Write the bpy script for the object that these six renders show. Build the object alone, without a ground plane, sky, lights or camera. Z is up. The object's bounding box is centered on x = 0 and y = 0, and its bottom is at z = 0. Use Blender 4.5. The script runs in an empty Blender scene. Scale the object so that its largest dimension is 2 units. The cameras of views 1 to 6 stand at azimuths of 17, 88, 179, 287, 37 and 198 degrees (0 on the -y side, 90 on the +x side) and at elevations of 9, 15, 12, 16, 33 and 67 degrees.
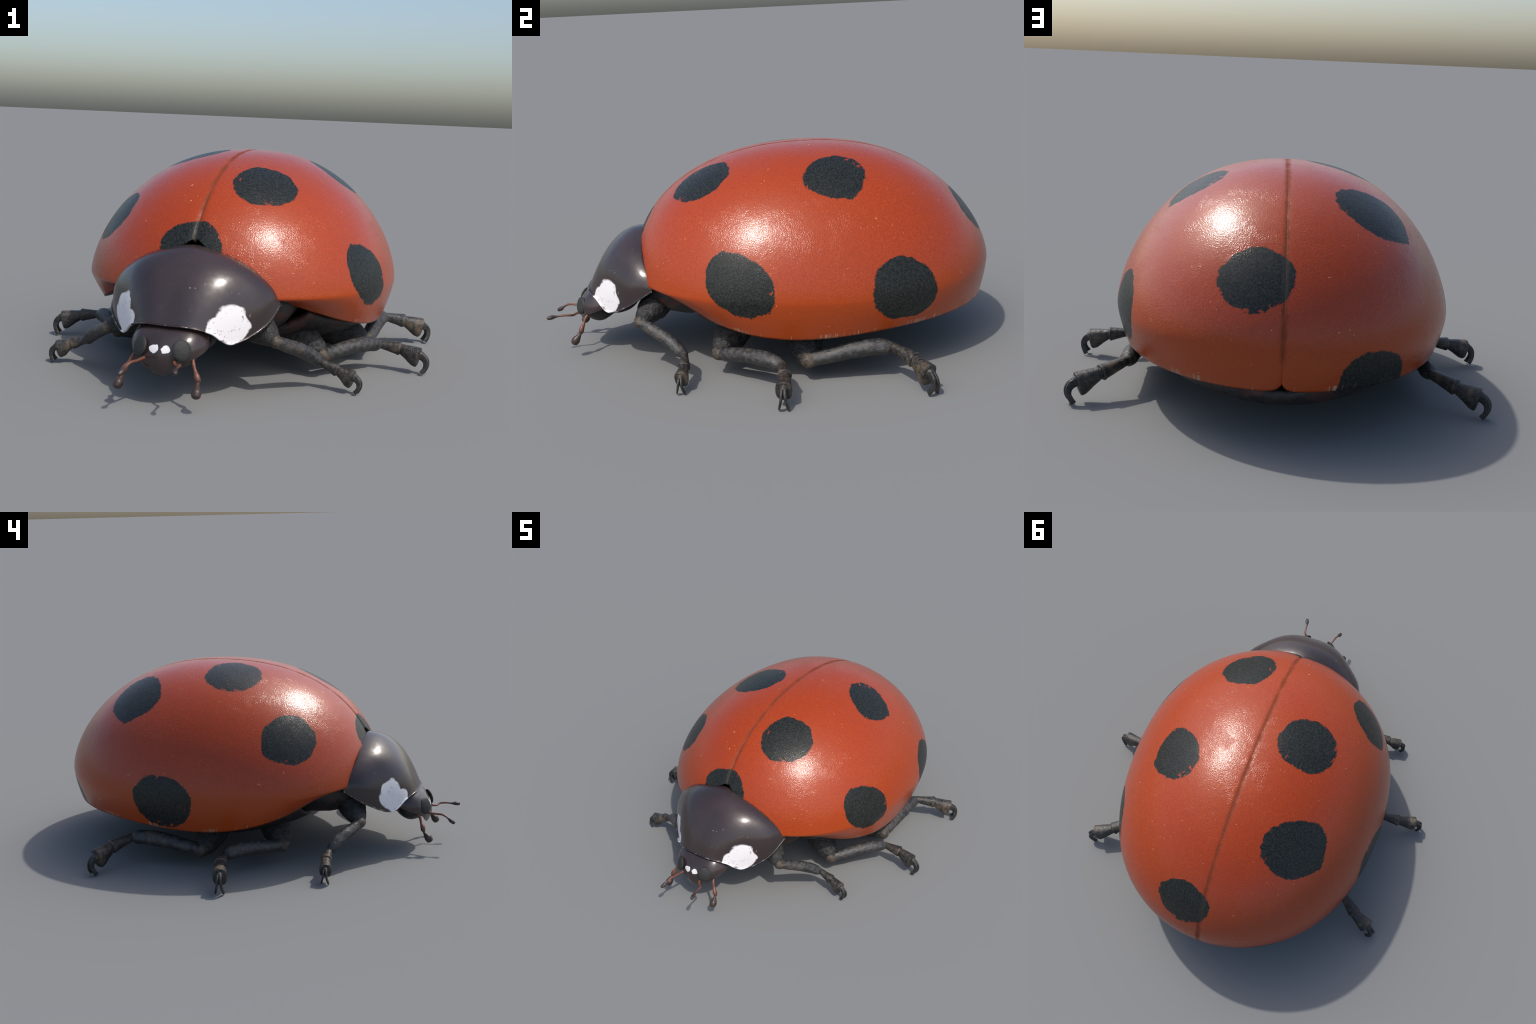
"""Seven-spot beetle: domed wing cases, shield-shaped pronotum, tucked head, six jointed legs."""
import bpy, bmesh, math
import numpy as np
from mathutils import Vector, Matrix, noise

rng = np.random.default_rng(7)

# ------------------------------------------------------------------ helpers
def link(ob, parent=None):
    bpy.context.scene.collection.objects.link(ob)
    if parent is not None:
        ob.parent = parent
    return ob


def mesh_object(name, verts, faces, mat, parent, smooth=True):
    me = bpy.data.meshes.new(name)
    me.from_pydata([tuple(v) for v in verts], [], faces)
    me.update()
    ob = link(bpy.data.objects.new(name, me), parent)
    me.materials.append(mat)
    if smooth:
        me.polygons.foreach_set("use_smooth", [True] * len(me.polygons))
    return ob


def fix_normals(ob):
    bm = bmesh.new()
    bm.from_mesh(ob.data)
    bmesh.ops.remove_doubles(bm, verts=bm.verts, dist=1e-5)
    bmesh.ops.dissolve_degenerate(bm, edges=bm.edges, dist=1e-6)
    bmesh.ops.recalc_face_normals(bm, faces=bm.faces)
    bm.to_mesh(ob.data)
    bm.free()
    ob.data.polygons.foreach_set("use_smooth", [True] * len(ob.data.polygons))


def apply_modifiers(ob):
    dg = bpy.context.evaluated_depsgraph_get()
    new = bpy.data.meshes.new_from_object(ob.evaluated_get(dg))
    old = ob.data
    ob.modifiers.clear()
    ob.data = new
    new.name = old.name
    bpy.data.meshes.remove(old)


def grid_faces(n, m, wrap=False):
    """Quads of an n x m vertex grid (index i*m+j); wrap joins the last row to the first."""
    out = []
    for i in range(n if wrap else n - 1):
        k = (i + 1) % n
        for j in range(m - 1):
            out.append((i * m + j, k * m + j, k * m + j + 1, i * m + j + 1))
    return out


def curve_through(knots, pts, t):
    """Smooth (Hermite) curve through pts at the given knot values."""
    k = np.asarray(knots, float)
    P = np.asarray(pts, float)
    if P.ndim == 1:
        P = P[:, None]
    m = np.gradient(P, k, axis=0)
    t = np.asarray(t, float)
    i = np.clip(np.searchsorted(k, t) - 1, 0, len(k) - 2)
    h = (k[i + 1] - k[i])[:, None]
    u = (t - k[i])[:, None] / h
    return ((2 * u**3 - 3 * u**2 + 1) * P[i] + (u**3 - 2 * u**2 + u) * h * m[i]
            + (-2 * u**3 + 3 * u**2) * P[i + 1] + (u**3 - u**2) * h * m[i + 1])


def lumps(p, scale, seed=0.0):
    return noise.noise(Vector((p[0] * scale + seed, p[1] * scale - seed, p[2] * scale + 2 * seed)))


def tube(name, pts, radii, mat, parent, up=(0, 0, 1), rings=40, sides=28, shape=2.0,
         rough=0.0, rough_scale=30.0, cap_round=0.5, straight=False, across=None):
    """Loft elliptical sections along a path. radii: (sideways, upright) per path point."""
    P = np.asarray(pts, float)
    Rr = np.asarray([(r, r) if np.isscalar(r) else r for r in radii], float)
    L = np.r_[0, np.cumsum(np.linalg.norm(np.diff(P, axis=0), axis=1))]
    t = np.linspace(0, L[-1], rings)
    if straight:
        C = np.stack([np.interp(t, L, P[:, a]) for a in range(3)], -1)
        R = np.stack([np.interp(t, L, Rr[:, a]) for a in range(2)], -1)
    else:
        C = curve_through(L, P, t)
        R = np.maximum(curve_through(L, Rr, t), 0.0008)
    T = np.gradient(C, axis=0)
    T /= np.linalg.norm(T, axis=1)[:, None]
    # rounded caps: a few shrinking rings beyond both ends
    caps = np.array([0.98, 0.9, 0.72, 0.45, 0.12])
    def cap(c, tt, r, sign):
        return [(c + sign * tt * np.mean(r) * cap_round * math.sqrt(max(0, 1 - s * s)), tt, r * s) for s in caps]
    sec = cap(C[0], T[0], R[0], -1)[::-1] + [(C[i], T[i], R[i]) for i in range(rings)] + cap(C[-1], T[-1], R[-1], 1)
    verts = []
    upv = np.asarray(up, float)
    ang = np.linspace(0, 2 * math.pi, sides, endpoint=False)
    ca, sa = np.cos(ang), np.sin(ang)
    ca = np.sign(ca) * np.abs(ca) ** (2 / shape)
    sa = np.sign(sa) * np.abs(sa) ** (2 / shape)
    for c, tt, r in sec:
        side = np.cross(tt, upv) if across is None else np.asarray(across) - tt * np.dot(across, tt)
        side /= np.linalg.norm(side) + 1e-9
        u = np.cross(side, tt)
        ring = c + np.outer(ca * r[0], side) + np.outer(sa * r[1], u)
        if rough:
            for q in ring:
                d = q - c
                f = 1 + rough * (lumps(q, rough_scale) + 0.5 * lumps(q, rough_scale * 2.3, 3.1))
                verts.append(c + d * f)
        else:
            verts.extend(ring)
    n = len(sec)
    faces = []
    for i in range(n - 1):
        for j in range(sides):
            k = (j + 1) % sides
            faces.append((i * sides + j, i * sides + k, (i + 1) * sides + k, (i + 1) * sides + j))
    verts.append(sec[0][0]); verts.append(sec[-1][0])
    a, b = len(verts) - 2, len(verts) - 1
    for j in range(sides):
        k = (j + 1) % sides
        faces.append((a, k, j))
        faces.append((b, (n - 1) * sides + j, (n - 1) * sides + k))
    ob = mesh_object(name, verts, faces, mat, parent)
    fix_normals(ob)
    return ob


# ------------------------------------------------------------------ node helper
class Nodes:
    def __init__(self, name):
        self.mat = bpy.data.materials.new(name)
        self.mat.use_nodes = True
        self.t = self.mat.node_tree
        self.t.nodes.clear()
        self.out = self.t.nodes.new("ShaderNodeOutputMaterial")
        self.bsdf = self.t.nodes.new("ShaderNodeBsdfPrincipled")
        self.t.links.new(self.bsdf.outputs[0], self.out.inputs[0])
        self.co = self.t.nodes.new("ShaderNodeTexCoord").outputs["Object"]

    def put(self, sock, v):
        if isinstance(v, bpy.types.NodeSocket):
            self.t.links.new(v, sock)
        elif v is not None:
            sock.default_value = v

    def math(self, op, a, b=None, c=None, clamp=False):
        n = self.t.nodes.new("ShaderNodeMath")
        n.operation = op
        n.use_clamp = clamp
        for i, v in enumerate((a, b, c)):
            if v is not None:
                self.put(n.inputs[i], v)
        return n.outputs[0]

    def vmath(self, op, a, b=None, scale=None):
        n = self.t.nodes.new("ShaderNodeVectorMath")
        n.operation = op
        self.put(n.inputs[0], a)
        if b is not None:
            self.put(n.inputs[1], b)
        if scale is not None:
            self.put(n.inputs["Scale"], scale)
        return n.outputs["Value"] if op in ("LENGTH", "DISTANCE", "DOT_PRODUCT") else n.outputs["Vector"]

    def noise(self, scale, detail=3.0, rough=0.55, vec=None, distortion=0.0, color=False):
        n = self.t.nodes.new("ShaderNodeTexNoise")
        self.put(n.inputs["Vector"], vec or self.co)
        n.inputs["Scale"].default_value = scale
        n.inputs["Detail"].default_value = detail
        n.inputs["Roughness"].default_value = rough
        n.inputs["Distortion"].default_value = distortion
        return n.outputs["Color" if color else "Fac"]

    def voronoi(self, scale, feature="F1", vec=None, out="Distance", rand=1.0):
        n = self.t.nodes.new("ShaderNodeTexVoronoi")
        n.feature = feature
        self.put(n.inputs["Vector"], vec or self.co)
        n.inputs["Scale"].default_value = scale
        n.inputs["Randomness"].default_value = rand
        return n.outputs[out]

    def step(self, v, lo, hi, a=0.0, b=1.0):
        n = self.t.nodes.new("ShaderNodeMapRange")
        n.interpolation_type = "SMOOTHSTEP"
        self.put(n.inputs["Value"], v)
        for key, val in (("From Min", lo), ("From Max", hi), ("To Min", a), ("To Max", b)):
            self.put(n.inputs[key], val)
        return n.outputs["Result"]

    def mix(self, f, a, b, mode="MIX"):
        n = self.t.nodes.new("ShaderNodeMix")
        n.data_type = "RGBA"
        n.blend_type = mode
        self.put(n.inputs["Factor"], f)
        for s, v in ((n.inputs["A"], a), (n.inputs["B"], b)):
            pass
        self.put(n.inputs[6], a if isinstance(a, bpy.types.NodeSocket) else (*a, 1))
        self.put(n.inputs[7], b if isinstance(b, bpy.types.NodeSocket) else (*b, 1))
        return n.outputs[2]

    def mapping(self, loc, rot, scale, kind="TEXTURE", vec=None):
        n = self.t.nodes.new("ShaderNodeMapping")
        n.vector_type = kind
        self.put(n.inputs["Vector"], vec or self.co)
        n.inputs["Location"].default_value = loc
        n.inputs["Rotation"].default_value = rot
        n.inputs["Scale"].default_value = scale
        return n.outputs[0]

    def split(self, vec=None):
        n = self.t.nodes.new("ShaderNodeSeparateXYZ")
        self.put(n.inputs[0], vec or self.co)
        return n.outputs

    def pointiness(self):
        return self.t.nodes.new("ShaderNodeNewGeometry").outputs["Pointiness"]

    def bump(self, height, strength, dist, normal=None):
        n = self.t.nodes.new("ShaderNodeBump")
        n.inputs["Strength"].default_value = strength
        n.inputs["Distance"].default_value = dist
        self.put(n.inputs["Height"], height)
        if normal is not None:
            self.put(n.inputs["Normal"], normal)
        return n.outputs[0]

    def set(self, **kw):
        for k, v in kw.items():
            s = self.bsdf.inputs[k.replace("_", " ")]
            if isinstance(v, tuple) and len(v) == 3 and s.type == "RGBA":
                v = (*v, 1)
            self.put(s, v)
        return self.mat


# ------------------------------------------------------------------ wing-case surface
# Even cosine series in the heading phi (0 = towards the head, pi = tail).
DOME_Y, DOME_TOP, TOP_SHIFT = 0.1364, 0.9032, 0.0559
WIDEST_RADIUS = (0.7335, -0.0483, 0.0662, -0.0122, -0.0051)
WIDEST_HEIGHT = (0.3584, 0.0090, 0.0011, -0.0062)
BULGE = (1.6832, 0.3091, 0.1382, 0.0735, 0.0465, 0.0159)
TUCK = (0.0554, 0.0351, 0.0144, 0.0082)
RIM_HEIGHT = (0.2548, 0.0704, 0.0571, 0.0225)


def cosine(c, phi):
    return sum(a * np.cos(i * phi) for i, a in enumerate(c))


def front_edge_y(x):
    """y where the wing cases stop at the pronotum; the two inner corners are rounded."""
    ax = np.abs(x)
    notch = 0.023 * np.exp(-(ax / 0.032) ** 1.5)
    sweep = 0.027 * (np.minimum(ax, 0.33) / 0.30) ** 2
    return -0.5515 + notch + sweep


def dome_meridian(phi, inset=0.0, n=160):
    """Dense points of one meridian of the dome: apex -> widest line -> lower rim."""
    R, Z = cosine(WIDEST_RADIUS, phi) - inset, cosine(WIDEST_HEIGHT, phi)
    q, tuck, zr = cosine(BULGE, phi), cosine(TUCK, phi), cosine(RIM_HEIGHT, phi)
    top = DOME_TOP - inset
    a = np.linspace(0, math.pi / 2, n)
    r = R * np.sin(a) ** (2 / 2.247)
    z = Z + (top - Z) * np.cos(a) ** (2 / q)
    y0 = DOME_Y + TOP_SHIFT * np.cos(a)
    tail = abs(R * math.sin(phi)) if phi > 2 else 1.0
    zr = zr + 0.030 * math.exp(-(tail / 0.014) ** 0.9)
    s = np.linspace(0, 1, n // 2)[1:]
    r2 = R - tuck * s**1.4
    z2 = Z + (zr - Z) * s
    r = np.r_[r, r2]; z = np.r_[z, z2]; y0 = np.r_[y0, np.full(len(s), DOME_Y)]
    return np.stack([r * math.sin(phi), y0 - r * math.cos(phi), z], -1)


def elytron_points(side, m=150):
    near = np.array([0.0006, 0.003, 0.006, 0.009, 0.012, 0.016, 0.02, 0.025, 0.03, 0.036, 0.044, 0.055, 0.07, 0.09]) / 0.7
    mid = np.linspace(near[-1], math.pi - near[-1], 190)[1:-1]
    phis = np.r_[near, mid, (math.pi - near)[::-1]]
    rows = []
    for phi in phis:
        M = dome_meridian(phi)
        L = np.r_[0, np.cumsum(np.linalg.norm(np.diff(M, axis=0), axis=1))]
        t = np.linspace(0, 1, m) * L[-1]
        rows.append(np.stack([np.interp(t, L, M[:, k]) for k in range(3)], -1))
    P = np.array(rows)
    # the seam: each case rolls down a little towards the midline
    x = P[..., 0]
    centre = np.array([0, DOME_Y, 0.35])
    N = P - centre
    N /= np.linalg.norm(N, axis=-1)[..., None]
    N[..., 0] = 0
    ahead = np.clip((-0.30 - P[..., 1]) / 0.22, 0, 1) ** 2      # the roll deepens towards the head
    step = 0.0016 if side > 0 else 0.0006                       # the left case laps over the right one
    groove = (step + 0.004 * ahead) * np.exp(-(x / 0.007) ** 2) + (0.0008 + 0.004 * ahead) * np.exp(-(x / (0.013 + 0.006 * ahead)) ** 2)
    P = P - N * groove[..., None]
    if side > 0:
        P[..., 0] -= 0.005 * np.exp(-x / 0.008)
    P[..., 0] *= side
    P[..., 0] -= 0.0015
    return P


def build_elytra(mat, parent):
    for side in (1, -1):
        P = elytron_points(side)
        n, m = P.shape[:2]
        ob = mesh_object("elytron", P.reshape(-1, 3), grid_faces(n, m), mat, parent)
        # trim the front edge: straighten it by warping y, bisect, warp back
        bm = bmesh.new()
        bm.from_mesh(ob.data)
        for v in bm.verts:
            v.co.y -= float(front_edge_y(v.co.x))
        bmesh.ops.bisect_plane(bm, geom=bm.verts[:] + bm.edges[:] + bm.faces[:], dist=1e-6, plane_co=(0, 0, 0), plane_no=(0, -1, 0), clear_outer=True)
        for v in bm.verts:
            v.co.y += float(front_edge_y(v.co.x))
        bm.to_mesh(ob.data)
        bm.free()
        fix_normals(ob)
        # recalc on an open shell may flip: make the normals point away from the dome centre
        me = ob.data
        f = me.polygons[len(me.polygons) // 2]
        if f.normal.dot(f.center - Vector((0, DOME_Y, 0.35))) < 0:
            me.flip_normals()
        so = ob.modifiers.new("thick", "SOLIDIFY")
        so.thickness = 0.014
        so.offset = -1
        so.use_even_offset = False
        apply_modifiers(ob)
        ob.data.polygons.foreach_set("use_smooth", [True] * len(ob.data.polygons))


# spots: centre, outward normal, long-axis direction, two radii
SPOTS = [
    ((0.192, -0.257, 0.769), (0.287, -0.439, 0.851), (0.028, -0.884, -0.466), 0.136, 0.130),
    ((0.593, -0.121, 0.430), (0.942, -0.278, 0.186), (0.334, 0.740, -0.585), 0.164, 0.115),
    ((0.348, 0.283, 0.799), (0.519, 0.090, 0.850), (0.706, -0.606, -0.367), 0.145, 0.126),
    ((0.582, 0.528, 0.371), (0.942, 0.329, 0.061), (-0.325, 0.943, -0.071), 0.145, 0.129),
    ((0.090, 0.886, 0.579), (0.145, 0.803, 0.578), (-0.989, 0.112, 0.093), 0.137, 0.117),
    ((-0.445, -0.259, 0.611), (-0.673, -0.449, 0.588), (0.716, -0.596, 0.364), 0.133, 0.121),
    ((-0.221, 0.064, 0.856), (-0.293, -0.093, 0.951), (-0.273, 0.962, 0.010), 0.145, 0.138),
    ((-0.324, 0.530, 0.748), (-0.503, 0.331, 0.799), (0.802, 0.524, 0.288), 0.163, 0.146),
    ((-0.636, 0.292, 0.338), (-0.995, 0.088, -0.045), (-0.088, -0.996, -0.006), 0.150, 0.124),
    ((-0.309, 0.866, 0.228), (-0.517, 0.793, -0.322), (-0.845, -0.533, 0.044), 0.140, 0.138),
    ((-0.018, -0.547, 0.531), (-0.025, -0.898, 0.439), (0.998, -0.050, -0.045), 0.128, 0.124),
]


def elytra_material():
    g = Nodes("wing_case_lacquer")
    # ragged outline: a big wobble, torn fringes and fine teeth
    wob = g.math("SUBTRACT", g.noise(7, 1.5), 0.5)
    torn = g.math("SUBTRACT", g.noise(38, 3, 0.65), 0.5)
    fine = g.math("SUBTRACT", g.noise(120, 2, 0.6), 0.5)
    jag = g.math("ADD", g.math("MULTIPLY", wob, 0.5), g.math("ADD", g.math("MULTIPLY", torn, 0.16), g.math("MULTIPLY", fine, 0.10)))
    nearest = None
    for c, nrm, u, a, b in SPOTS:
        nv = Vector(nrm).normalized()
        uv = (Vector(u) - nv * Vector(u).dot(nv)).normalized()
        wv = nv.cross(uv)
        rot = Matrix((uv, wv, nv)).transposed().to_euler("XYZ")
        d = g.vmath("LENGTH", g.mapping(c, tuple(rot), (a, b, 0.35)))
        nearest = d if nearest is None else g.math("MINIMUM", nearest, d)
    edge = g.math("ADD", nearest, jag)
    spot = g.step(edge, 0.965, 1.015, 1.0, 0.0)
    # thin torn slits in the fringe of some spots
    slit = g.math("MULTIPLY", g.step(g.noise(30, 2, 0.5, distortion=1.2), 0.60, 0.66),
                  g.math("MULTIPLY", g.step(nearest, 0.78, 0.86), g.step(g.noise(4.5, 1), 0.5, 0.58)))
    spot = g.math("MULTIPLY", spot, g.math("SUBTRACT", 1.0, g.math("MULTIPLY", slit, 0.85)))

    # red ground: mottled
    mott = g.noise(150, 4, 0.7)
    big = g.noise(3.0, 3, 0.55)
    red = g.mix(g.step(mott, 0.38, 0.66), (0.305, 0.0335, 0.002), (0.40, 0.0515, 0.003))
    red = g.mix(g.step(big, 0.35, 0.7, 0.0, 0.45), red, (0.33, 0.038, 0.003))
    # more orange on the lower flank, below the widest line
    x, y, z = g.split()
    red = g.mix(g.step(z, 0.46, 0.30, 0.0, 0.55), red, (0.39, 0.060, 0.002))
    # dark pores
    pore = g.step(g.noise(170, 3, 0.6), 0.55, 0.70)
    red = g.mix(g.math("MULTIPLY", pore, 0.33), red, (0.16, 0.03, 0.02))
    # cream nicks, sparse and clustered
    nick = g.math("MULTIPLY", g.step(g.noise(75, 2, 0.5, distortion=0.8), 0.715, 0.745), g.step(g.noise(9, 2), 0.50, 0.60))
    nick = g.math("MULTIPLY", nick, 0.8)
    red = g.mix(nick, red, (0.75, 0.42, 0.16))
    # dark brown band along the seam
    ax = g.math("ABSOLUTE", g.math("ADD", x, 0.0015))
    seam = g.math("MULTIPLY", g.step(g.math("ADD", ax, g.math("MULTIPLY", torn, 0.02)), 0.003, 0.017, 1.0, 0.0), g.step(g.noise(12, 3), 0.30, 0.55, 0.45, 1.0))
    seam = g.math("MULTIPLY", seam, g.step(z, 0.30, 0.36))
    red = g.mix(g.math("MULTIPLY", seam, 0.55), red, (0.085, 0.038, 0.022))

    grain = g.noise(140, 3, 0.65)
    black = g.mix(g.step(grain, 0.40, 0.62), (0.005, 0.007, 0.007), (0.026, 0.028, 0.023))
    black = g.mix(g.math("MULTIPLY", seam, 0.5), black, (0.06, 0.05, 0.042))
    col = g.mix(spot, red, black)
    # worn paint on the rim: streaks running up from the lower edge
    phi = g.math("ARCTAN2", x, g.math("SUBTRACT", DOME_Y, y))
    rim = None
    for i, a in enumerate(RIM_HEIGHT):
        term = g.math("MULTIPLY", g.math("COSINE", g.math("MULTIPLY", phi, float(i))), a)
        rim = term if rim is None else g.math("ADD", rim, term)
    above = g.math("SUBTRACT", z, rim)
    comb = g.t.nodes.new("ShaderNodeCombineXYZ")
    g.put(comb.inputs[0], phi)
    streak = g.noise(55, 3, 0.8, vec=comb.outputs[0])
    gang = g.step(g.noise(5.0, 2, vec=comb.outputs[0]), 0.46, 0.60, -0.05, 0.06)     # scuffs come in gangs
    lit = g.math("ADD", streak, gang)
    reach = g.step(lit, 0.53, 0.58, 0.0, 0.021)
    wear = g.math("MULTIPLY", g.step(g.math("SUBTRACT", reach, above), 0.0, 0.002), g.step(lit, 0.53, 0.70, 0.3, 0.9))
    wear = g.math("MULTIPLY", g.math("MULTIPLY", wear, g.step(y, -0.32, -0.1)), g.math("SUBTRACT", 1.0, g.math("MULTIPLY", spot, 0.85)))
    col = g.mix(wear, col, (0.40, 0.34, 0.25))
    # inside of the shell
    rough = g.math("ADD", g.step(g.noise(130, 3, 0.7), 0.32, 0.68, 0.30, 0.44), g.math("MULTIPLY", spot, 0.08))
    # orange-peel relief: fine pits, gathered in patches
    patch = g.step(g.noise(8, 3, 0.6), 0.46, 0.66, 0.42, 1.0)
    pits = g.math("ADD", g.noise(190, 1, 0.5, distortion=0.3), g.math("MULTIPLY", g.noise(420, 1), 0.35))
    h = g.math("MULTIPLY", pits, patch)
    rough = g.math("ADD", rough, g.math("MULTIPLY", seam, 0.3))
    nrm = g.bump(h, 0.34, 0.0030)
    g.set(Coat_Weight=g.math("MULTIPLY", g.math("SUBTRACT", 0.62, g.math("MULTIPLY", spot, 0.36)), g.math("SUBTRACT", 1.0, seam)), Coat_Roughness=g.step(g.noise(40, 2), 0.35, 0.65, 0.13, 0.20), Coat_Normal=g.bump(h, 0.6, 0.0030))
    return g.set(Base_Color=col, Roughness=rough, Normal=nrm, IOR=1.45, Specular_IOR_Level=0.26)


# ------------------------------------------------------------------ pronotum and head: Bezier shields
def shield(rear_k, rear, front_k, front, l1, e1, d1z, l2, e2, d2x, d2y, n=70, m=46):
    """Half shield between a rear edge and a front edge, bulged by cubic Bezier ribs; mirrored whole."""
    s = np.linspace(0, 1, n)
    def half(k, pts):
        # mirror the control points so that the midline is smooth
        k = np.asarray(k); pts = np.asarray(pts, float)
        k2 = np.r_[-k[::-1][:-1], k]
        p2 = np.vstack([pts[::-1][:-1] * [-1, 1, 1], pts])
        return curve_through(k2, p2, s)
    r, f = half(rear_k, rear), half(front_k, front)
    a, b = l1 * (1 - s**e1), l2 * (1 - s**e2)
    c1 = r + a[:, None] * np.stack([0 * s, -np.ones(n), d1z * (1 - s)], -1)
    c2 = f + b[:, None] * np.stack([d2x * s, d2y * (1 - s), np.ones(n)], -1)
    v = np.linspace(0, 1, m)[:, None, None]
    P = (1 - v) ** 3 * r + 3 * (1 - v) ** 2 * v * c1 + 3 * (1 - v) * v * v * c2 + v**3 * f
    P = np.swapaxes(P, 0, 1)                       # (n along s, m along v)
    left = P[::-1][:-1] * [-1, 1, 1]
    return np.concatenate([left, P])


def shell_from(name, P, mat, parent, thickness, centre, rim=0.0):
    n, m = P.shape[:2]
    ob = mesh_object(name, P.reshape(-1, 3), grid_faces(n, m), mat, parent)
    fix_normals(ob)
    me = ob.data
    tot = sum(f.normal.dot(f.center - Vector(centre)) * f.area for f in me.polygons)
    if tot < 0:
        me.flip_normals()
    so = ob.modifiers.new("thick", "SOLIDIFY")
    so.thickness = thickness
    so.offset = -1
    apply_modifiers(ob)
    ob.data.polygons.foreach_set("use_smooth", [True] * len(ob.data.polygons))
    return ob


PRONOTUM_REAR = [(0, -.530, .556), (.142, -.538, .526), (.25, -.530, .470), (.312, -.510, .411), (.341, -.492, .357)]
PRONOTUM_FRONT = [(0, -.807, .30), (.09, -.798, .298), (.158, -.758, .276), (.216, -.703, .232), (.310, -.60, .288), (.341, -.492, .357)]


def chitin_material(name, patches, patch_noise, white_chips=True, rim_fn=None):
    g = Nodes(name)
    big = g.noise(5, 3)
    base = g.mix(g.step(big, 0.35, 0.7), (0.028, 0.018, 0.018), (0.042, 0.026, 0.026))
    dust = g.math("MULTIPLY", g.step(g.noise(70, 4, 0.7), 0.60, 0.75), g.step(g.noise(9, 2), 0.45, 0.62))
    base = g.mix(g.math("MULTIPLY", dust, 0.25), base, (0.16, 0.13, 0.13))
    # tiny white chips in a few clusters
    chip = g.math("MULTIPLY", g.step(g.noise(85, 2, 0.5, distortion=0.6), 0.715, 0.75), g.step(g.noise(13, 1), 0.58, 0.64))
    base = g.mix(g.math("MULTIPLY", chip, 0.75), base, (0.62, 0.52, 0.52))
    jag = g.math("ADD", g.math("MULTIPLY", g.math("SUBTRACT", g.noise(patch_noise[0], 1.5), 0.5), patch_noise[1]),
                 g.math("MULTIPLY", g.math("SUBTRACT", g.noise(patch_noise[0] * 3, 2), 0.5), patch_noise[1] * 0.18))
    near = None
    for c, r in patches:
        d = g.math("DIVIDE", g.vmath("DISTANCE", g.co, c), r)
        near = d if near is None else g.math("MINIMUM", near, d)
    white = g.step(g.math("ADD", near, jag), 0.94, 1.06, 1.0, 0.0)
    fleck = g.math("MULTIPLY", g.step(g.noise(110, 2, 0.55, distortion=0.9), 0.62, 0.67), g.step(g.noise(22, 1), 0.42, 0.56))
    wcol = g.mix(g.math("MULTIPLY", fleck, 0.75), (0.80, 0.77, 0.78), (0.10, 0.09, 0.09))
    col = g.mix(white, base, wcol)
    # worn white edge
    rub = g.math("ADD", g.pointiness(), g.math("MULTIPLY", g.math("SUBTRACT", g.noise(60, 3, 0.7), 0.5), 0.34))
    x, y, z = g.split()
    worn = g.step(rub, 0.625, 0.66)
    return g, col, white, worn


def chitin(name, patches, patch_noise):
    g, col, white, worn = chitin_material(name, patches, patch_noise)
    col = g.mix(g.math("MULTIPLY", worn, 0.7), col, (0.55, 0.48, 0.44))
    rough = g.math("ADD", g.step(g.noise(45, 4, 0.65), 0.35, 0.7, 0.17, 0.27), g.math("MULTIPLY", white, 0.2))
    h = g.math("MULTIPLY", g.noise(70, 4, 0.65), g.step(g.noise(8, 2), 0.42, 0.68))
    return g.set(Base_Color=col, Roughness=rough, Normal=g.bump(h, 0.10, 0.004), IOR=1.5, Specular_IOR_Level=0.6,
                 Coat_Weight=0.25, Coat_Roughness=0.45)


def rough_black(name, tan_amount=0.3, dark=(0.013, 0.013, 0.014), light=(0.045, 0.043, 0.041), scale=55, bump=0.5, dist=0.01, rgh=(0.38, 0.6), red=0.0):
    g = Nodes(name)
    n1 = g.noise(scale, 4, 0.65)
    col = g.mix(g.step(n1, 0.36, 0.68), dark, light)
    tan = g.math("MULTIPLY", g.step(g.noise(17, 3, 0.6), 0.50, 0.68), tan_amount)
    col = g.mix(tan, col, (0.13, 0.095, 0.06))
    if red:
        col = g.mix(g.math("MULTIPLY", g.step(g.noise(9, 3), 0.52, 0.66), red), col, (0.10, 0.03, 0.018))
    stretched = g.mapping((0, 0, 0), (0.4, 0.3, 0.2), (1, 1, 2.2), "POINT")
    h = g.math("ADD", g.noise(scale, 4, 0.6, vec=stretched, distortion=0.8), g.math("MULTIPLY", g.noise(scale * 2.6, 2), 0.35))
    rough = g.step(n1, 0.3, 0.7, rgh[0], rgh[1])
    return g.set(Base_Color=col, Roughness=rough, Normal=g.bump(h, bump, dist), Specular_IOR_Level=0.5)


def eye_material():
    g = Nodes("eye_facets")
    v = g.voronoi(260)
    col = g.mix(g.noise(150, 2), (0.011, 0.012, 0.012), (0.038, 0.038, 0.037))
    return g.set(Base_Color=col, Roughness=0.62, Normal=g.bump(v, 0.35, 0.002), Specular_IOR_Level=0.4)


def feeler_material():
    g = Nodes("feeler_skin")
    # rusty stalk passing into a dark club: driven by distance from the head
    x, y, z = g.split()
    out = g.vmath("DISTANCE", g.co, (0.0, -0.80, 0.20))
    col = g.mix(g.step(out, 0.155, 0.195), (0.175, 0.062, 0.036), (0.046, 0.028, 0.024))
    col = g.mix(g.math("MULTIPLY", g.noise(120, 3), 0.35), col, (0.03, 0.02, 0.018))
    return g.set(Base_Color=col, Roughness=0.42, Normal=g.bump(g.noise(140, 2), 0.15, 0.003))


# ------------------------------------------------------------------ build
beetle = link(bpy.data.objects.new("ladybird", None))
beetle["label"] = "glossy red ladybird beetle with black spots and dark legs"
beetle["category"] = "ladybird beetle"

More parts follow.
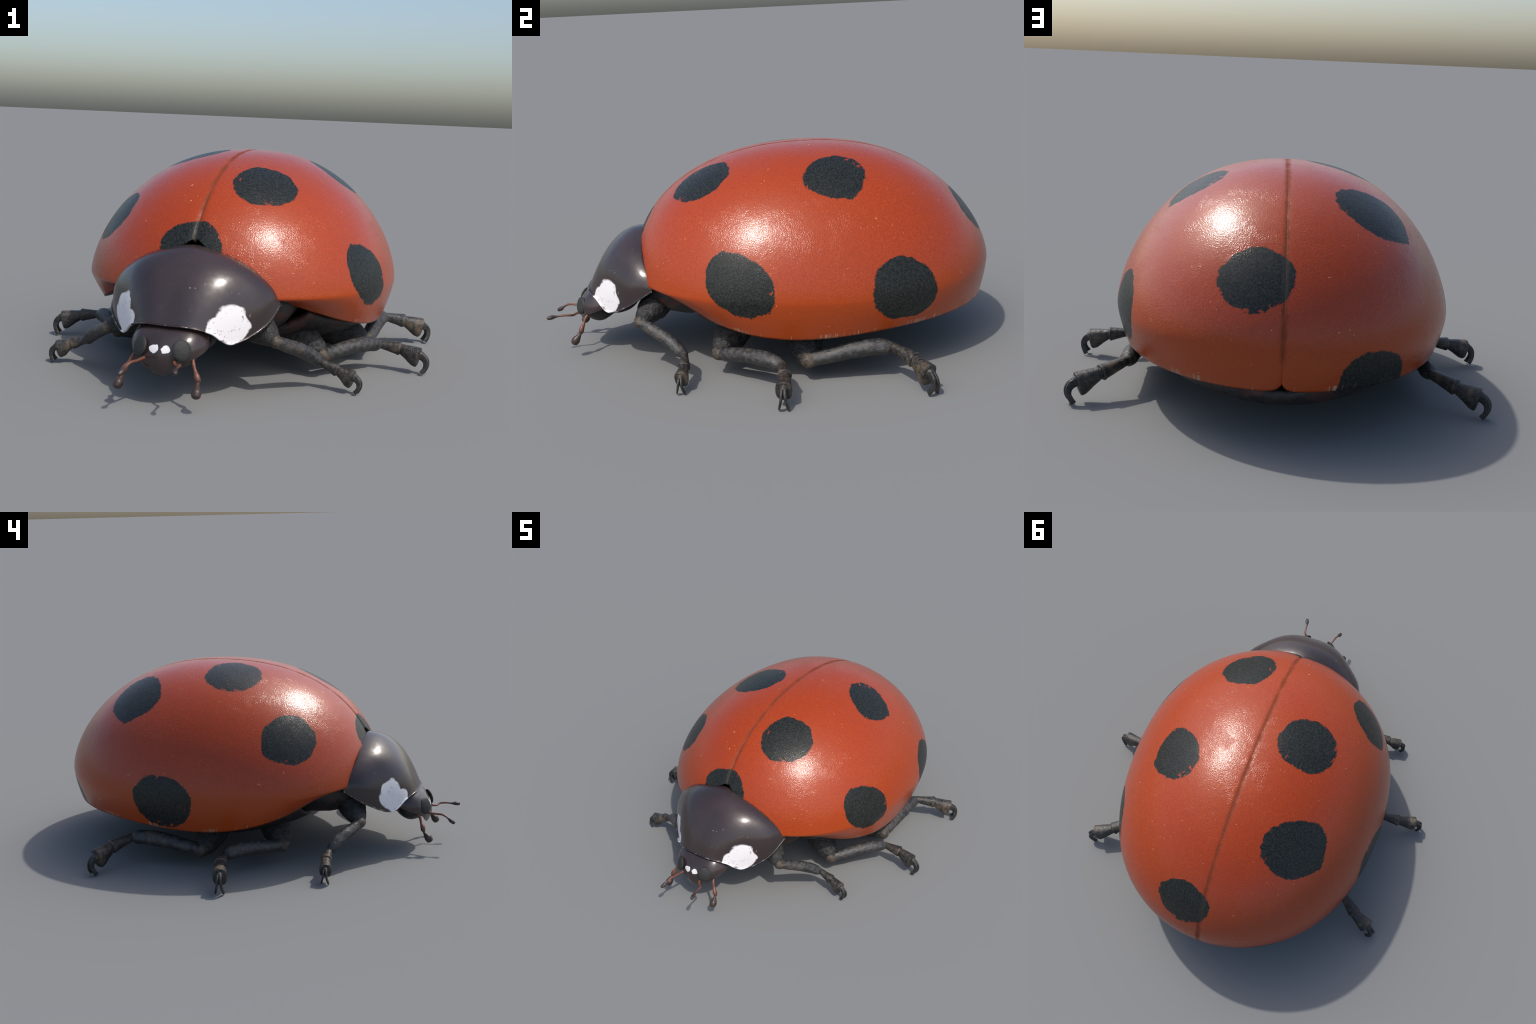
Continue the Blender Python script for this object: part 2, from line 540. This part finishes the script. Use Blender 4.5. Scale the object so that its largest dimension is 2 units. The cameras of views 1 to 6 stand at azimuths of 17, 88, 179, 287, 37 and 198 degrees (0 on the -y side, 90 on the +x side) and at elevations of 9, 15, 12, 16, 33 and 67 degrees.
M_WING = elytra_material()
M_SHIELD = chitin("shield_chitin", [((0.214, -0.697, 0.300), 0.072), ((-0.214, -0.697, 0.300), 0.072), ((0.178, -0.738, 0.285), 0.048), ((-0.178, -0.738, 0.285), 0.048)], (11, 1.1))
M_HEAD = chitin("head_chitin", [((0.026, -0.872, 0.226), 0.0215), ((-0.026, -0.872, 0.226), 0.0215)], (48, 0.9))
M_EYE = eye_material()
M_FEEL = feeler_material()
M_BELLY = rough_black("belly_skin", 0.03, dark=(0.009, 0.009, 0.009), light=(0.028, 0.026, 0.025), scale=40, bump=0.35, red=0.5)
M_FEMUR = rough_black("femur_skin", 0.04, scale=46, bump=0.75, dist=0.014, rgh=(0.45, 0.65))
M_LEG = rough_black("leg_skin", 0.30, dark=(0.020, 0.020, 0.021), light=(0.062, 0.060, 0.058), scale=55, bump=0.32, dist=0.008)
M_JOINT = rough_black("joint_skin", 0.9, dark=(0.030, 0.026, 0.021), light=(0.085, 0.066, 0.046), scale=60, bump=0.4)
M_FOOT = rough_black("foot_skin", 0.75, dark=(0.016, 0.015, 0.014), light=(0.060, 0.053, 0.046), scale=70, bump=0.42, dist=0.007, rgh=(0.32, 0.55))
M_CLAW = rough_black("claw_horn", 0.25, dark=(0.012, 0.012, 0.012), light=(0.04, 0.038, 0.036), scale=70, bump=0.3, rgh=(0.28, 0.5))

build_elytra(M_WING, beetle)

pron = shield((0, .3, .6, .82, 1), PRONOTUM_REAR, (0, .22, .42, .6, .8, 1), PRONOTUM_FRONT,
              .193, 3.35, .109, -.02, 1.6, .599, -.109, n=80, m=60)
shell_from("pronotum", pron, M_SHIELD, beetle, 0.008, (0, -0.55, 0.25))

HEAD_REAR = [(0, -.735, .312), (.07, -.73, .309), (.118, -.715, .290), (.140, -.70, .262), (.143, -.685, .240)]
HEAD_FRONT = [(0, -.851, .122), (.045, -.846, .134), (.086, -.838, .165), (.114, -.82, .184), (.143, -.765, .209), (.143, -.685, .240)]
hd = shield((0, .35, .65, .85, 1), HEAD_REAR, (0, .24, .46, .62, .82, 1), HEAD_FRONT,
            .10, 2.2, -.20, .088, 1.8, .45, -.62, n=60, m=50)
head = shell_from("head", hd, M_HEAD, beetle, 0.008, (0, -0.75, 0.2))


def ellipsoid(name, c, r, mat, parent, frame=None, seg=48, rings=28, rough=0.0, rs=20):
    verts, faces = [], []
    F = np.eye(3) if frame is None else np.asarray(frame)   # rows: local axes
    for i in range(rings + 1):
        th = math.pi * i / rings
        for j in range(seg):
            a = 2 * math.pi * j / seg
            l = np.array([math.sin(th) * math.cos(a), math.sin(th) * math.sin(a), math.cos(th)])
            p = np.asarray(c) + (l * np.asarray(r)) @ F
            if rough:
                p = np.asarray(c) + (p - np.asarray(c)) * (1 + rough * lumps(p, rs))
            verts.append(p)
    for i in range(rings):
        for j in range(seg):
            k = (j + 1) % seg
            faces.append((i * seg + j, i * seg + k, (i + 1) * seg + k, (i + 1) * seg + j))
    ob = mesh_object(name, verts, faces, mat, parent)
    fix_normals(ob)
    return ob


def frame_from(normal, along):
    n = np.asarray(normal, float); n /= np.linalg.norm(n)
    u = np.asarray(along, float); u = u - n * (u @ n); u /= np.linalg.norm(u)
    return np.array([u, np.cross(n, u), n])


# eyes: flattened lenses set into the face
for sx in (1, -1):
    ellipsoid("eye", (sx * 0.080, -0.846, 0.221), (0.0395, 0.0355, 0.0115), M_EYE, head,
              frame_from((sx * 0.55, -0.79, 0.26), (sx * 0.35, -0.1, -0.9)), rough=0.02, rs=40)
# underside of the head
ellipsoid("jaw", (0, -0.772, 0.200), (0.118, 0.082, 0.068), M_BELLY, head, rough=0.05)
ellipsoid("neck", (0, -0.68, 0.245), (0.155, 0.10, 0.075), M_BELLY, beetle, rough=0.05)

# feelers: two antennae with clubs
tube("antenna", [(.060, -.860, .182), (.0625, -.870, .1815), (.078, -.886, .178), (.094, -.897, .183), (.101, -.925, .186), (.1047, -.958, .184), (.110, -.977, .183), (.1145, -.990, .1815)],
     [.0058, .0056, .0052, .0052, .0048, .0052, .0098, .0085], M_FEEL, head, rings=60, sides=20, cap_round=.9)
tube("antenna", [(-.058, -.852, .182), (-.0626, -.866, .181), (-.068, -.896, .1805), (-.0776, -.932, .1805), (-.086, -.957, .168), (-.091, -.973, .157), (-.0945, -.984, .151)],
     [.0062, .0058, .0052, .0052, .0050, .0100, .0085], M_FEEL, head, rings=60, sides=20, cap_round=.9)
# feeding palps with a swollen joint and a triangular club
for sx in (1, -1):
    tube("palp", [(sx * .112, -.815, .186), (sx * .119, -.826, .172), (sx * .128, -.833, .152), (sx * .140, -.843, .131), (sx * .145, -.846, .119),
                  (sx * .146, -.849, .112), (sx * .148, -.860, .098), (sx * .150, -.872, .083), (sx * .151, -.878, .074)],
         [.0058, .0066, .0062, .0112, .0105, .0066, .0120, .0185, .0170], M_FEEL, head, rings=70, sides=24, cap_round=.7)

# ---- trunk: thorax and abdomen, domed below, ringed by sternites
def belly(name, y0, y1, half_width, z_edge, depth, ridges, mat, n=90, m=60):
    """Underside plate: follows the wing-case outline, bulging downward, with cross grooves."""
    verts = []
    for i in range(n):
        t = i / (n - 1)
        y = y0 + (y1 - y0) * t
        w = half_width(y)
        for j in range(m):
            u = -1 + 2 * j / (m - 1)
            ze = z_edge(y)
            sag = (1 - abs(u) ** 2.2) ** 0.75
            g = abs(math.sin(math.pi * ridges * t)) ** 0.4
            z = ze - depth(y) * sag - 0.008 * g * sag
            verts.append((w * u, y, z))
    faces = grid_faces(n, m)
    ob = mesh_object(name, verts, faces, mat, beetle)
    so = ob.modifiers.new("thick", "SOLIDIFY")
    so.thickness = 0.03
    so.offset = 0
    apply_modifiers(ob)
    fix_normals(ob)
    return ob


def rim_at(y):
    """half width and height of the lower rim at station y"""
    lo, hi = 0.02, math.pi - 0.02
    for _ in range(40):
        mid = (lo + hi) / 2
        R = cosine(WIDEST_RADIUS, mid) - cosine(TUCK, mid)
        if DOME_Y - R * math.cos(mid) < y:
            lo = mid
        else:
            hi = mid
    R = cosine(WIDEST_RADIUS, lo) - cosine(TUCK, lo)
    return R * math.sin(lo), cosine(RIM_HEIGHT, lo)


abd_end = DOME_Y + cosine(WIDEST_RADIUS, math.pi) - cosine(TUCK, math.pi) - 0.02
belly("abdomen", -0.30, abd_end, lambda y: max(0.004, rim_at(y)[0] - 0.06), lambda y: rim_at(y)[1] + 0.012,
      lambda y: 0.095 * min(1, max(0, abd_end - y) / 0.2) ** 0.5 + 0.015, 6, M_BELLY)
ellipsoid("thorax", (0, -0.34, 0.33), (0.37, 0.26, 0.155), M_BELLY, beetle, rough=0.05, rs=12)

# ---- legs
LEGS = {
    # base, knee, end of tibia, tarsus joint, tarsus end, claw tip
    ("front", 1): [(.16, -.44, .30), (.341, -.556, .220), (.478, -.368, .110), (.550, -.369, .084), (.612, -.380, .066), (.634, -.383, .003)],
    ("front", -1): [(-.16, -.46, .30), (-.336, -.575, .205), (-.490, -.461, .109), (-.554, -.459, .088), (-.615, -.469, .067), (-.645, -.466, .003)],
    ("middle", 1): [(.22, -.09, .21), (.453, -.228, .102), (.646, .024, .111), (.737, .030, .100), (.818, .020, .082), (.850, .014, .003)],
    ("middle", -1): [(-.22, -.09, .21), (-.453, -.230, .104), (-.654, -.009, .112), (-.744, -.019, .101), (-.828, -.043, .083), (-.861, -.042, .003)],
    ("hind", 1): [(.22, .13, .20), (.570, .133, .092), (.588, .473, .138), (.677, .548, .110), (.757, .587, .086), (.785, .607, .003)],
    ("hind", -1): [(-.22, .13, .20), (-.570, .133, .092), (-.584, .477, .134), (-.675, .548, .108), (-.756, .584, .087), (-.783, .608, .003)],
}
SIZE = {"front": 0.86, "middle": 1.0, "hind": 1.1}


def unit(v):
    return v / np.linalg.norm(v)


def build_leg(kind, side, pts):
    k = SIZE[kind]
    base, knee, tib, tj, te, tip = [np.array(p, float) for p in pts]
    leg = link(bpy.data.objects.new("leg", None), beetle)
    # femur: stout, tapering to the knee, lumpy
    d = unit(knee - base)
    tube("femur", [base, base + (knee - base) * .35, base + (knee - base) * .68, knee - d * .022, knee + d * .004],
         [.070 * k, .076 * k, .066 * k, .042 * k, .027 * k], M_FEMUR, leg, rings=60, sides=36, rough=.09, rough_scale=26)
    g = 1.2 * k                                   # girth of the lower leg
    # knee: a pale ball-like elbow
    t = unit(tib - knee)
    tube("knee", [knee - d * .020, knee + d * .002, knee + t * .022 + d * .002], [.020 * g, .0245 * g, .0212 * g], M_JOINT, leg, rings=24, sides=24, rough=.05, rough_scale=50)
    # tibia: keeled club, thickest past the middle, slightly bowed upward
    L = np.linalg.norm(tib - knee)
    bow = np.array([0, 0, .012 * k])
    tube("tibia", [knee + t * .010, knee + t * L * .22 + bow * .3, knee + t * L * .55 + bow, knee + t * L * .82 + bow * .7, tib - t * .008, tib + t * .006],
         [(.0225 * g, .0225 * g), (.0255 * g, .0245 * g), (.0275 * g, .0275 * g), (.0275 * g, .0265 * g), (.021 * g, .0195 * g), (.012 * g, .012 * g)], M_LEG, leg, rings=60, sides=32,
         shape=1.75, rough=.05, rough_scale=38)
    # first foot joint: narrow root flaring to a lipped cup
    a = unit(tj - tib)
    tube("tarsus", [tib - a * .012, tib + (tj - tib) * .35, tj - a * .014, tj - a * .004, tj],
         [.0125 * g, .0165 * g, .0225 * g, .0245 * g, .0225 * g], M_FOOT, leg, rings=50, sides=32, straight=True, cap_round=.12, rough=.025, rough_scale=60, shape=2.3)
    # second joint: bigger bell, level on top and drooping below
    b = unit(te - tj)
    low = np.array([0, 0, -1.0])
    tube("tarsus", [tj - b * .006, tj + (te - tj) * .12, tj + (te - tj) * .50 + low * .004 * k, te - b * .014 + low * .009 * k, te - b * .003 + low * .010 * k, te + low * .010 * k],
         [(.0165 * g, .0165 * g), (.0190 * g, .0190 * g), (.0228 * g, .0272 * g), (.0268 * g, .0350 * g), (.0270 * g, .0358 * g), (.0248 * g, .0334 * g)], M_FOOT, leg,
         rings=60, sides=36, straight=True, cap_round=.10, rough=.02, rough_scale=60, shape=2.5)
    # claw: thick root leaving the upper part of the bell, splitting into two blunt, strap-like hooks
    f = unit(np.array([tip[0] - te[0], tip[1] - te[1], 0]) * 0.35 + np.array([b[0], b[1], 0]) * np.linalg.norm(tip[:2] - te[:2]))
    s = np.array([-f[1], f[0], 0])
    top = te + np.array([0, 0, .002])
    H = top[2] - .008 * k
    down = np.array([0, 0, -1.0])
    tube("claw", [top - f * .012, top + f * .004, top + f * .016 + down * .004 * k],
         [(.0175 * k, .0200 * k), (.0165 * k, .0195 * k), (.0120 * k, .0165 * k)], M_FOOT, leg, rings=24, sides=28, across=s, cap_round=.4, shape=2.3)
    for sg in (1, -1):
        o = s * sg
        end = 1.0 if sg > 0 else .95
        path = [top + f * .006 + o * .0050 * k + down * H * .02,
                top + f * .019 * k + o * .0060 * k + down * H * .10,
                top + f * .032 * k + o * .0075 * k + down * H * .30,
                top + f * .0345 * k + o * .0105 * k + down * H * .55,
                top + f * .028 * k + o * .0150 * k + down * H * .80,
                top + f * .019 * k + o * .0185 * k + down * H * end]
        tube("claw", path, [(.0066 * k, .0155 * k), (.0066 * k, .0150 * k), (.0058 * k, .0122 * k), (.0051 * k, .0098 * k), (.0046 * k, .0092 * k), (.0042 * k, .0094 * k)],
             M_CLAW, leg, rings=44, sides=24, across=s, cap_round=.06, shape=3.2)
    return leg


for (kind, side), pts in LEGS.items():
    build_leg(kind, side, pts)

# rest the lowest claw exactly on the ground
bpy.context.view_layer.update()
low = min((ob.matrix_world @ v.co).z for ob in bpy.data.objects if ob.type == "MESH" for v in ob.data.vertices)
beetle.location.z -= low
